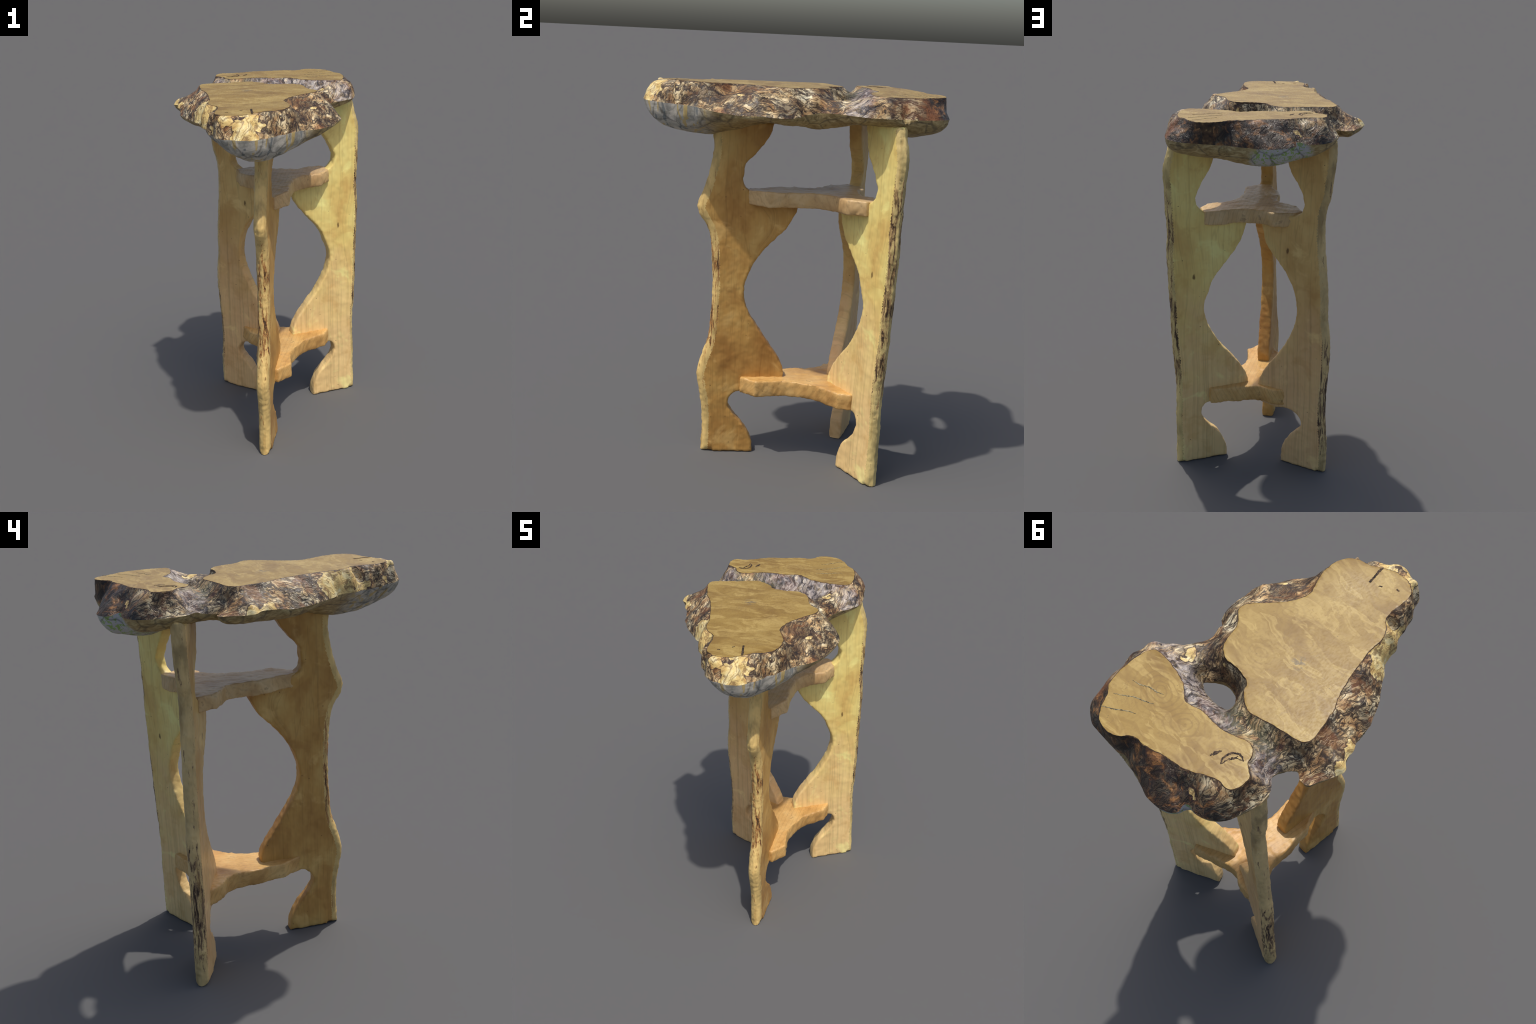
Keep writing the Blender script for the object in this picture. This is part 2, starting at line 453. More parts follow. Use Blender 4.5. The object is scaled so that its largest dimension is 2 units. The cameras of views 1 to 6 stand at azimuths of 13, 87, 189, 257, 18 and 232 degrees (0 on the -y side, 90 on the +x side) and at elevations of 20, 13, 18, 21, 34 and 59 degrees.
def live_edge_material(name, pale, streak, zlo, zhi, seed):
    """Debarked natural edge with torn dark inner-bark streaks."""
    m = Mat(name, 0.5, 0.35)
    n = m.noise(m.mapping(None, (1, 1, 0.45), loc=(seed, seed, 0)), 14, 4, 0.6)
    col = m.ramp(n, [(0.32, [c * 0.62 for c in pale]), (0.5, pale), (0.68, [min(1, c * 1.2) for c in pale])])
    w = m.warp(0.012, 30)
    tear = m.noise(m.mapping(w, (62, 62, 7.0), loc=(seed, 0, seed)), 1.0, 5, 0.68, 0.6)
    zone = m.math('MULTIPLY', m.smooth(m.axis(2), zlo - 0.15, zlo), m.smooth(m.axis(2), zhi, zhi + 0.15, 1.0, 0.0))
    lift = m.math('MULTIPLY', zone, 0.13)
    t = m.math('ADD', tear, lift)
    col = m.mix(m.smooth(t, 0.60, 0.66, 0.0, 0.9), col, streak)
    col = m.mix(m.smooth(t, 0.68, 0.73, 0.0, 0.9), col, (0.035, 0.020, 0.014))
    worn = m.noise(m.mapping(m.co, (30, 30, 3), loc=(0, seed, 0)), 1.0, 4, 0.6)
    col = m.mix(m.smooth(worn, 0.58, 0.70, 0.0, 0.5), col, [pale[0] * 0.6, pale[1] * 0.5, pale[2] * 0.4])
    return m.finish(col, None, t, 0.35, 0.006)

def stretcher_material(name, low, mid, high, seed, angle):
    m = Mat(name, 0.42, 0.35)
    w = m.warp(0.05, 4.0, m.mapping(None, (1, 1, 1), loc=(seed, 0, 0), rot=(0, 0, angle)))
    col = m.ramp(m.noise(m.co, 6, 5, 0.6), [(0.32, low), (0.50, mid), (0.68, high)])
    lines = m.math('SINE', m.math('MULTIPLY', m.axis(0, w), 300))
    col = m.mix(m.smooth(lines, 0.4, 1.0, 0.0, 0.16), col, [c * 0.55 for c in low])
    pore = m.noise(m.mapping(w, (180, 14, 60)), 1.0, 3, 0.6)
    col = m.mix(m.smooth(pore, 0.52, 0.78, 0.0, 0.35), col, [c * 0.45 for c in low])
    blot = m.noise(m.co, 24, 4, 0.6)
    col = m.mix(m.smooth(blot, 0.62, 0.72, 0.0, 0.5), col, [c * 0.4 for c in low])
    return m.finish(col, None, pore, 0.15, 0.003)

def crack_material(name, c1, c2):
    m = Mat(name, 0.7, 0.12)
    return m.finish(m.ramp(m.noise(m.co, 110, 3), [(0.40, c1), (0.62, c2)]))

# ------------------------------------------------------------------ the slab top
TOP_Z = 1.989
RIM = [  # widest outline of the slab, x, y, z
    (0.423, 0.680, 1.873), (0.367, 0.722, 1.872), (0.250, 0.732, 1.870), (0.150, 0.728, 1.866), (0.060, 0.732, 1.862), (-0.030, 0.745, 1.862),
    (-0.110, 0.752, 1.864), (-0.170, 0.740, 1.868), (-0.208, 0.706, 1.874), (-0.224, 0.664, 1.885), (-0.255, 0.658, 1.877), (-0.300, 0.642, 1.874),
    (-0.338, 0.613, 1.874), (-0.364, 0.566, 1.876), (-0.380, 0.509, 1.877), (-0.386, 0.450, 1.879), (-0.376, 0.390, 1.881), (-0.350, 0.356, 1.882),
    (-0.328, 0.338, 1.880), (-0.326, 0.310, 1.872), (-0.345, 0.265, 1.870), (-0.366, 0.245, 1.872), (-0.400, 0.262, 1.874), (-0.442, 0.260, 1.876),
    (-0.461, 0.210, 1.878), (-0.481, 0.140, 1.880), (-0.484, 0.106, 1.884), (-0.459, 0.066, 1.888), (-0.424, 0.002, 1.884), (-0.404, -0.075, 1.873),
    (-0.372, -0.143, 1.873), (-0.298, -0.255, 1.875), (-0.238, -0.325, 1.877), (-0.190, -0.400, 1.882), (-0.168, -0.448, 1.880), (-0.136, -0.520, 1.880),
    (-0.104, -0.605, 1.884), (-0.060, -0.665, 1.886), (-0.010, -0.730, 1.890), (0.045, -0.756, 1.892), (0.098, -0.748, 1.890), (0.158, -0.720, 1.886),
    (0.200, -0.672, 1.884), (0.230, -0.606, 1.882), (0.275, -0.576, 1.882), (0.318, -0.508, 1.880), (0.366, -0.414, 1.866), (0.418, -0.341, 1.860),
    (0.450, -0.261, 1.854), (0.467, -0.195, 1.858), (0.470, -0.130, 1.854), (0.462, -0.060, 1.852), (0.436, 0.000, 1.858), (0.390, 0.040, 1.866),
    (0.360, 0.108, 1.876), (0.368, 0.165, 1.878), (0.402, 0.216, 1.878), (0.448, 0.268, 1.876), (0.481, 0.331, 1.874), (0.483, 0.419, 1.873),
    (0.468, 0.531, 1.872), (0.446, 0.621, 1.872)]
FACE_LARGE = [
    (0.244, -0.561), (0.268, -0.512), (0.264, -0.436), (0.240, -0.372), (0.211, -0.312), (0.222, -0.238), (0.254, -0.174), (0.300, -0.118), (0.340, -0.060),
    (0.334, -0.024), (0.291, 0.010), (0.264, 0.051), (0.243, 0.105), (0.224, 0.142), (0.181, 0.168), (0.147, 0.170), (0.108, 0.166), (0.057, 0.168), (0.022, 0.181),
    (-0.006, 0.215), (-0.047, 0.243), (-0.083, 0.256), (-0.121, 0.252), (-0.186, 0.228), (-0.250, 0.212), (-0.310, 0.196), (-0.343, 0.170), (-0.336, 0.118),
    (-0.312, 0.050), (-0.290, -0.010), (-0.264, -0.044), (-0.234, -0.110), (-0.200, -0.205), (-0.175, -0.285), (-0.166, -0.341), (-0.154, -0.390), (-0.126, -0.424),
    (-0.096, -0.452), (-0.082, -0.490), (-0.076, -0.552), (-0.074, -0.590), (-0.058, -0.628), (-0.030, -0.652), (0.018, -0.666), (0.074, -0.654),
    (0.120, -0.628), (0.165, -0.598), (0.210, -0.584)]
FACE_SMALL = [
    (0.400, 0.358), (0.352, 0.352), (0.302, 0.351), (0.236, 0.361), (0.186, 0.374), (0.139, 0.404), (0.105, 0.418), (0.067, 0.404), (0.018, 0.394), (-0.033, 0.394),
    (-0.080, 0.390), (-0.137, 0.372), (-0.171, 0.354), (-0.209, 0.345), (-0.236, 0.356), (-0.256, 0.383), (-0.268, 0.404), (-0.297, 0.424), (-0.322, 0.443), (-0.331, 0.486),
    (-0.320, 0.520), (-0.296, 0.533), (-0.268, 0.532), (-0.238, 0.542), (-0.197, 0.563), (-0.163, 0.588), (-0.119, 0.608), (-0.069, 0.619), (-0.025, 0.632), (0.015, 0.646),
    (0.055, 0.656), (0.098, 0.662), (0.124, 0.677), (0.142, 0.702), (0.170, 0.722), (0.217, 0.730), (0.264, 0.719), (0.309, 0.678), (0.340, 0.630), (0.371, 0.602),
    (0.394, 0.556), (0.412, 0.492), (0.418, 0.420)]
HOLE = [(0.219, 0.262), (0.197, 0.226), (0.157, 0.198), (0.110, 0.196), (0.076, 0.206), (0.051, 0.232), (0.045, 0.262), (0.076, 0.279), (0.131, 0.288), (0.180, 0.284)]
BARK_LEVELS = [  # hills and hollows of the bark between faces and rim
    (0.385, -0.192, 1.958), (0.345, -0.215, 1.952), (0.290, -0.270, 1.950), (0.262, -0.320, 1.942), (0.300, -0.410, 1.934), (0.345, -0.320, 1.934), (0.300, -0.500, 1.934), (0.415, -0.240, 1.915),
    (0.400, -0.100, 1.938), (0.370, -0.020, 1.945), (0.320, 0.050, 1.950), (0.345, 0.080, 1.935), (0.300, 0.120, 1.948), (0.345, 0.190, 1.935), (0.290, 0.190, 1.938),
    (0.250, 0.255, 1.905), (0.290, 0.290, 1.930), (0.405, 0.275, 1.928), (0.440, 0.340, 1.938), (0.455, 0.430, 1.932), (0.440, 0.540, 1.930), (0.400, 0.640, 1.925),
    (0.015, 0.300, 1.915), (-0.060, 0.320, 1.948), (-0.130, 0.305, 1.950), (-0.200, 0.290, 1.947), (-0.260, 0.285, 1.930), (-0.300, 0.290, 1.908), (0.16, 0.325, 1.925), (0.07, 0.335, 1.93),
    (-0.300, 0.375, 1.925), (-0.345, 0.470, 1.940), (-0.350, 0.550, 1.925), (-0.270, 0.600, 1.935), (-0.200, 0.640, 1.925), (-0.120, 0.690, 1.930), (-0.020, 0.700, 1.925), (0.080, 0.705, 1.918),
    (-0.375, 0.160, 1.955), (-0.420, 0.150, 1.925), (-0.470, 0.116, 1.902), (-0.400, 0.220, 1.905), (-0.360, 0.205, 1.930), (-0.345, 0.060, 1.950), (-0.385, 0.020, 1.925), (-0.320, -0.080, 1.945),
    (-0.270, -0.180, 1.945), (-0.215, -0.290, 1.955), (-0.186, -0.360, 1.955), (-0.158, -0.425, 1.978), (-0.13, -0.455, 1.962), (-0.115, -0.482, 1.940), (-0.112, -0.540, 1.958), (-0.095, -0.610, 1.960),
    (-0.034, -0.695, 1.958), (0.040, -0.715, 1.958), (0.112, -0.700, 1.956), (0.180, -0.648, 1.960), (0.232, -0.602, 1.956), (0.280, -0.545, 1.950)]
BELLY = [  # underside levels
    (0.07, -0.42, 1.727), (0.07, -0.55, 1.742), (0.06, -0.66, 1.785), (0.20, -0.45, 1.765), (-0.08, -0.45, 1.812), (-0.06, -0.58, 1.825), (0.30, -0.35, 1.790), (0.38, -0.20, 1.828), (0.40, -0.05, 1.816),
    (0.20, -0.20, 1.802), (0.0, -0.20, 1.770), (-0.15, -0.25, 1.824), (-0.25, -0.10, 1.806), (-0.38, 0.10, 1.828), (-0.42, 0.20, 1.830), (-0.20, 0.05, 1.800), (0.0, 0.0, 1.797),
    (0.20, 0.0, 1.814), (0.30, 0.10, 1.792), (0.10, 0.10, 1.800), (-0.25, 0.25, 1.828), (-0.10, 0.25, 1.805), (0.30, 0.30, 1.825), (0.0, 0.40, 1.800), (-0.20, 0.40, 1.805),
    (-0.30, 0.50, 1.812), (-0.06, 0.60, 1.748), (-0.05, 0.50, 1.745), (-0.20, 0.60, 1.782), (0.10, 0.55, 1.760), (0.25, 0.55, 1.772), (0.38, 0.55, 1.795), (0.42, 0.40, 1.835), (0.20, 0.68, 1.800), (-0.06, 0.70, 1.775)]
BUMPS = [  # knobs swelling out of the bark: x, y, radius, height
    (0.388, -0.195, 0.028, 0.010), (-0.165, -0.425, 0.035, 0.012), (0.090, -0.715, 0.040, 0.014), (-0.040, -0.685, 0.030, 0.010), (0.205, -0.630, 0.030, 0.014),
    (0.440, 0.330, 0.045, 0.012), (-0.475, 0.112, 0.025, 0.010), (-0.420, 0.030, 0.035, 0.010), (0.250, -0.575, 0.02, 0.010), (-0.10, -0.585, 0.035, 0.010),
    (0.145, -0.69, 0.018, -0.016), (-0.118, -0.478, 0.022, -0.014), (0.275, -0.36, 0.03, -0.010), (0.47, 0.50, 0.03, -0.012), (0.12, 0.715, 0.045, -0.018), (-0.222, 0.68, 0.02, -0.012),
    (-0.13, -0.535, 0.02, 0.006), (0.22, 0.735, 0.05, 0.010), (-0.06, 0.695, 0.03, -0.008), (-0.16, 0.66, 0.035, -0.010), (-0.33, 0.60, 0.05, 0.008)]

def ease(v, lo, hi):
    t = np.clip((v - lo) / (hi - lo), 0, 1)
    return t * t * (3 - 2 * t)

def build_tabletop(root, mats):
    step = 0.0062
    rim3 = spline(RIM, step)
    rim, hole = rim3[:, :2], spline(HOLE, step)
    faces = [spline(FACE_LARGE, step), spline(FACE_SMALL, step)]
    wob = lambda q, a, s: q + a * np.stack([fbm(np.c_[q, np.full(len(q), s)], 22, 3), fbm(np.c_[q, np.full(len(q), s + 5.0)], 22, 3)], 1)
    faces = [wob(f, 0.0035, 1.0) for f in faces]
    bands = [grow(f, 0.0034) for f in faces]
    pts = scatter(rim, step, 0.003)
    keep = np.ones(len(pts), bool)
    for lp in faces + bands + [hole]:
        keep &= dist(pts, lp) > 0.0024
    pts = pts[keep]
    V2, F = triangulate(pts, [rim, hole] + faces + bands)
    cen = V2[F].mean(1)
    ok = inside(cen, rim) & ~inside(cen, hole)
    F, cen = F[ok], cen[ok]
    kind = np.zeros(len(F), int)                      # 0 bark, 1 large face, 2 small face, 3 dark border
    for k in (0, 1):
        kind[inside(cen, bands[k])] = 3
    for k in (0, 1):
        kind[inside(cen, faces[k])] = 1 + k
    d_rim, d_hole = dist(V2, rim), dist(V2, hole)
    d_face = np.minimum(np.where(inside(V2, faces[0]), -1, 1) * dist(V2, faces[0]), np.where(inside(V2, faces[1]), -1, 1) * dist(V2, faces[1]))
    # top sheet heights
    zface = lambda q: TOP_Z + 0.009 * np.exp(-((q[:, 0] - 0.2) ** 2 + (q[:, 1] + 0.52) ** 2) / 0.02) + 0.0018 * np.sin(q[:, 0] * 7 + 1) * np.cos(q[:, 1] * 6) - 0.014 * ease(q[:, 0], -0.06, 0.42) * ease(q[:, 1], 0.28, 0.38) - 0.006 * ease(q[:, 1], -0.2, 0.45)
    ctrl = [tuple(p) for p in rim3[::5]] + [(*p, 1.848) for p in hole[::4]] + BARK_LEVELS
    for f in faces:
        ctrl += [(*p, h - 0.001) for p, h in zip(f[::5], zface(f[::5]))]
    top = ThinPlate(ctrl)(V2)
    zf = zface(V2)
    blend = np.clip(d_face / 0.006, 0, 1)
    ztop = np.where(d_face <= 0, zf, np.minimum(zf - 0.0008, top * blend + (zf - 0.001) * (1 - blend)))
    edge = d_rim < 1e-5
    near = rim3[np.argmin(((V2[edge][:, None] - rim[None]) ** 2).sum(2), 1), 2]
    ztop[edge] = near
    hedge = d_hole < 1e-5
    ztop[hedge] = 1.848
    # underside sheet
    rimz = ThinPlate([tuple(p) for p in rim3[::6]] + [(*p, 1.848) for p in hole[::6]], 1e-4)(V2)
    bel = ThinPlate(BELLY, 1e-4)(V2)
    f1 = np.clip(d_rim / 0.075, 0, 1)
    f2 = np.clip(d_hole / 0.05, 0, 1)
    fr = np.sqrt(1 - (1 - f1) ** 2) * np.sqrt(1 - (1 - f2) ** 2)
    zbot = rimz + (np.minimum(bel, rimz - 0.01) - rimz) * fr
    zbot = np.minimum(zbot, ztop - 0.012)
    shared = edge | hedge
    n = len(V2)
    idx_bot = np.arange(n) + n
    idx_bot[shared] = np.nonzero(shared)[0]
    V = np.vstack([np.c_[V2, ztop], np.c_[V2, zbot]])
    Fb = idx_bot[F][:, ::-1]
    allF = np.vstack([F, Fb])
    # relief along normals
    N = vertex_normals(V, allF)
    bump = np.zeros(n)
    for (bx, by, br, bh) in BUMPS:
        bump += bh * np.exp(-((V2[:, 0] - bx) ** 2 + (V2[:, 1] - by) ** 2) / br ** 2)
    P3 = V[:n]
    warp = np.stack([fbm(P3, 7, 3, s) for s in (1.3, 4.1, 9.2)], 1) * 0.05
    Q = P3 + warp
    ridged = 1 - np.abs(fbm(Q * np.array([1, 1, 0.7]), 26, 5, 2.0)) * 2.2
    lumps = fbm(P3, 8, 2, 6.0)
    fade = np.clip((d_face - 0.004) / 0.022, 0, 1)
    relief = (0.0016 * (ridged - 0.55) * (0.35 + 0.65 * np.clip(d_rim / 0.03, 0, 1)) + 0.012 * lumps + bump) * fade
    V[:n] += N[:n] * relief[:, None]
    under = 0.004 * fbm(V[n:], 9, 4, 3.0) * np.clip(d_rim / 0.03, 0, 1)
    V[n:] += N[n:] * under[:, None]
    body = make_object('tabletop', V, F[kind == 0], mats['bark'], root, angle=math.radians(75))
    make_object('underside', V, Fb, mats['underside'], body, angle=math.radians(60))
    make_object('cambium_line', V, F[kind == 3], mats['border'], body, angle=math.radians(75))
    make_object('polished_face', V, F[kind == 1], mats['polished'], body)
    make_object('polished_face', V, F[kind == 2], mats['polished_small'], body)
    return body, zface

def ribbon(name, pts, widths, zf, mat, parent, lift=0.0012, step=0.004, rag=0.0012):
    """A filled crack: a low ragged sliver bedded in the polished face."""
    c = spline(pts, step, closed=False)
    m = len(c)
    t = np.gradient(c, axis=0)
    t /= np.linalg.norm(t, axis=1)[:, None]
    nr = np.stack([-t[:, 1], t[:, 0]], 1)
    w = np.interp(np.linspace(0, 1, m), np.linspace(0, 1, len(widths)), widths)
    rng = np.random.default_rng(int(abs(pts[0][0]) * 9999) + 3)
    wl = w / 2 + rng.uniform(-rag, rag, m)
    wr = w / 2 + rng.uniform(-rag, rag, m)
    c = c + nr * rng.uniform(-rag, rag, m)[:, None]
    V, F = [], []
    for i in range(m):
        a, b = c[i] + nr[i] * max(wl[i], 2e-4), c[i] - nr[i] * max(wr[i], 2e-4)
        z0 = float(zf(c[i][None])[0])
        V += [(*a, z0 - 0.002), (*a, z0 + lift * 0.6), (*c[i], z0 + lift), (*b, z0 + lift * 0.6), (*b, z0 - 0.002)]
    for i in range(m - 1):
        for k in range(4):
            s = 5 * i + k
            F.append((s, s + 5, s + 6, s + 1))
    return make_object(name, np.array(V), F, mat, parent)

# ------------------------------------------------------------------ planks
def build_plank(name, outline, sharp, half, radius, matrix, mat, root, live=None, live_mat=None, live_radius=None, step=0.0085, relief=0.0022, lean=(0, 0), seed=0.0, facet=0.0, floor=None):
    """Sawn board: closed outline in its own plane, rounded arrises, softly uneven sides.
    live = (first, last) control indices of the natural outer edge."""
    n = len(outline)
    cuts = sorted(sharp)
    chain, flag = [], []
    for a, b in zip(cuts, cuts[1:] + [cuts[0] + n]):
        idx = [i % n for i in range(a, b + 1)]
        seg = spline([outline[i] for i in idx], step, closed=False)
        isl = live is not None and live[0] <= a and b <= live[1]
        chain.append(seg[:-1])
        flag += [isl] * (len(seg) - 1)
    loop = np.vstack(chain)
    flag = np.array(flag)
    area = 0.5 * np.sum(loop[:, 0] * np.roll(loop[:, 1], -1) - np.roll(loop[:, 0], -1) * loop[:, 1])
    if area < 0:
        loop, flag = loop[::-1], np.roll(flag[::-1], -1)
    # inner rings keep the rounded arris crisp
    m = len(loop)
    pts = scatter(loop, step, step * 0.55)
    ring = loop + (loop - grow(loop, 1.0)) * radius * 0.3
    d_r = dist(ring, loop)
    ring = ring[inside(ring, loop) & (d_r > radius * 0.2)]
    pts = pts[dist(pts, loop) > radius * 0.5]
    V2, F = triangulate(np.vstack([pts, ring]), [loop])
    F = F[inside(V2[F].mean(1), loop)]
    d = dist(V2, loop)
    R = np.full(len(V2), radius)
    if live_radius and flag.any():
        lv = loop[flag]
        dl = np.sqrt(((V2[:, None] - lv[None, ::2]) ** 2).sum(2).min(1))
        R = np.where(dl < live_radius * 1.5, live_radius, radius)
    u = np.clip(d / R, 0, 1)
    fall = np.minimum(R, half * 0.72)                 # arris depth through the board
    h = half - fall + fall * np.sqrt(np.maximum(1 - (1 - u) ** 2, 0))
    N0 = len(V2)
    A = np.c_[V2[:, 0], h, V2[:, 1]]
    B = np.c_[V2[:, 0], -h, V2[:, 1]]
    # walls
    bidx = np.array([int(np.argmin(((V2 - p) ** 2).sum(1))) for p in loop])
    walls, extra = [], []
    nw = 4
    hb = h[bidx]
    layers = [bidx]
    bulge = grow(loop, 1.0) - loop
    for k in range(1, nw):
        t = 1 - 2 * k / nw
        b = np.where(flag, 0.004, 0.001) * (1 - t * t)
        P = loop + bulge * b[:, None]
        layers.append(2 * N0 + len(extra) * m + np.arange(m))
        extra.append(np.c_[P[:, 0], hb * t, P[:, 1]])
    layers.append(bidx + N0)
    V = np.vstack([A, B] + extra)
    wall_live = []
    for k in range(nw):
        a, b = layers[k], layers[k + 1]
        for i in range(m):
            j = (i + 1) % m
            walls += [(a[i], a[j], b[j]), (a[i], b[j], b[i])]
            wall_live += [flag[i] and flag[j]] * 2
    walls = np.array(walls)
    wall_live = np.array(wall_live, bool)
    sheetA, sheetB = F[:, ::-1], F + N0
    Fall = np.vstack([sheetA, sheetB, walls])
    # outward orientation check
    Nn = vertex_normals(V, Fall)
    if (Nn[:N0, 1] * (h > 0)).sum() < 0:
        Fall = Fall[:, ::-1]
        Nn = -Nn
    live_face = np.zeros(len(Fall), bool)
    if live is not None:
        live_face[-len(walls):] = wall_live
        lv = loop[flag]
        c = V2[F].mean(1)
        dl = np.sqrt(((c[:, None] - lv[None, ::2]) ** 2).sum(2).min(1)) < (live_radius or radius) * 0.85
        live_face[:len(F)] = dl
        live_face[len(F):2 * len(F)] = dl
    sd = seed * 3.7
    rel = relief * fbm(V * np.array([1, 1, 0.5]), 9, 4, sd + 1) + relief * 0.5 * fbm(V, 30, 3, sd + 5)
    dd = np.concatenate([d, d] + [np.zeros(m)] * (nw - 1))
    edge = np.exp(-dd / 0.02)
    rel += facet * edge * fbm(V, 38, 2, sd + 8)
    keepz = V[:, 2] > V[:, 2].min() + 1e-4
    V = V + Nn * (rel * keepz)[:, None]
    V[:, 1] += lean[0] + lean[1] * V[:, 2]
    if floor is not None:
        V[:, 2] = np.maximum(V[:, 2], floor)
    ob = make_object(name, V, Fall[~live_face], mat, root, matrix, math.radians(55))
    if live is not None:
        make_object('live_edge', V, Fall[live_face], live_mat, ob, None, math.radians(65))
    return ob

def leg_matrix(p0, direction):
    d = Vector((direction[0], direction[1], 0)).normalized()
    nrm = Vector((0, 0, 1)).cross(d)
    return Matrix(((d.x, nrm.x, 0, p0[0]), (d.y, nrm.y, 0, p0[1]), (0, 0, 1, 0), (0, 0, 0, 1)))

LEG_FRONT_OUT = [(0.415, 0), (0.412, 0.09), (0.413, 0.18), (0.420, 0.28), (0.434, 0.36), (0.447, 0.44), (0.432, 0.52), (0.412, 0.58), (0.392, 0.66), (0.384, 0.78), (0.381, 0.95), (0.386, 1.08),
    (0.397, 1.19), (0.424, 1.268), (0.460, 1.325), (0.467, 1.37), (0.442, 1.44), (0.411, 1.55), (0.395, 1.65), (0.400, 1.745), (0.400, 1.80)]
LEG_FRONT_IN = [(0.100, 1.800), (0.113, 1.750), (0.142, 1.700), (0.190, 1.637), (0.235, 1.585), (0.245, 1.540), (0.246, 1.495), (0.231, 1.463), (0.200, 1.445), (0.095, 1.430), (-0.035, 1.405), (-0.039, 1.365),
    (-0.017, 1.310), (0.011, 1.260), (0.081, 1.190), (0.131, 1.130), (0.173, 1.065), (0.202, 1.000), (0.218, 0.925), (0.211, 0.855), (0.184, 0.785), (0.125, 0.695), (0.061, 0.600), (0.014, 0.535), (-0.013, 0.465),
    (-0.007, 0.425), (0.095, 0.390), (0.186, 0.363), (0.235, 0.350), (0.272, 0.315), (0.279, 0.270), (0.255, 0.228), (0.207, 0.172), (0.165, 0.110), (0.143, 0.055), (0.138, 0.000)]
LEG_RIGHT_OUT = [(0.264, 0), (0.263, 0.13), (0.264, 0.28), (0.260, 0.42), (0.266, 0.55), (0.272, 0.66), (0.282, 0.80), (0.287, 0.96), (0.295, 1.10), (0.298, 1.22), (0.292, 1.33), (0.299, 1.45), (0.304, 1.57), (0.305, 1.69), (0.284, 1.78), (0.274, 1.838)]
LEG_RIGHT_IN = [(0.025, 1.845), (0.053, 1.730), (0.070, 1.680), (0.110, 1.615), (0.130, 1.575), (0.148, 1.530), (0.144, 1.492), (0.116, 1.458), (0.080, 1.440), (-0.025, 1.430), (-0.127, 1.400), (-0.119, 1.335),
    (-0.099, 1.280), (-0.069, 1.232), (-0.014, 1.165), (0.049, 1.090), (0.084, 1.010), (0.110, 0.920), (0.094, 0.830), (0.056, 0.755), (0.009, 0.682), (-0.044, 0.620), (-0.102, 0.547), (-0.142, 0.455), (-0.135, 0.420), (-0.005, 0.385),
    (0.065, 0.354), (0.113, 0.340), (0.129, 0.305), (0.117, 0.255), (0.078, 0.202), (0.021, 0.140), (-0.012, 0.062), (-0.016, 0.000)]
LEG_LEFT_OUT = [(0.242, 0), (0.242, 0.15), (0.231, 0.30), (0.230, 0.46), (0.241, 0.62), (0.242, 0.79), (0.228, 0.90), (0.223, 1.05), (0.210, 1.195), (0.200, 1.28), (0.194, 1.42), (0.203, 1.50), (0.221, 1.55), (0.234, 1.64), (0.248, 1.76), (0.248, 1.855)]
LEG_LEFT_IN = [(-0.035, 1.830), (-0.009, 1.720), (0.018, 1.660), (0.052, 1.620), (0.085, 1.555), (0.093, 1.505), (0.079, 1.472), (0.050, 1.450), (-0.055, 1.430), (-0.155, 1.400), (-0.149, 1.325), (-0.136, 1.274),
    (-0.084, 1.210), (-0.025, 1.145), (0.017, 1.085), (0.053, 0.990), (0.059, 0.907), (0.040, 0.816), (-0.012, 0.712), (-0.059, 0.642), (-0.114, 0.572), (-0.149, 0.515), (-0.180, 0.430), (-0.170, 0.350), (-0.071, 0.328),
    (0.018, 0.335), (0.083, 0.305), (0.098, 0.252), (0.041, 0.189), (-0.011, 0.109), (-0.023, 0.000)]

STRETCHER_UPPER = [(0.128, -0.213), (0.187, -0.105), (0.172, 0.02), (0.182, 0.14), (0.228, 0.215), (0.310, 0.268), (0.340, 0.362), (0.292, 0.437), (0.215, 0.418), (0.143, 0.366), (0.06, 0.360), (0.0, 0.365), (-0.072, 0.404),
    (-0.165, 0.378), (-0.205, 0.335), (-0.165, 0.240), (-0.115, 0.205), (-0.048, 0.158), (-0.030, 0.085), (-0.026, 0.0), (0.0, -0.08), (0.028, -0.130), (0.055, -0.213)]
STRETCHER_LOWER = [(0.115, -0.215), (0.174, -0.135), (0.158, -0.05), (0.151, 0.02), (0.168, 0.090), (0.208, 0.180), (0.264, 0.240), (0.312, 0.288), (0.322, 0.350), (0.270, 0.443), (0.165, 0.402), (0.083, 0.366), (0.010, 0.354), (-0.055, 0.383),
    (-0.140, 0.378), (-0.212, 0.340), (-0.150, 0.258), (-0.100, 0.222), (-0.068, 0.170), (-0.066, 0.10), (-0.060, 0.03), (-0.042, -0.04), (-0.033, -0.10), (0.0, -0.150), (0.032, -0.213)]

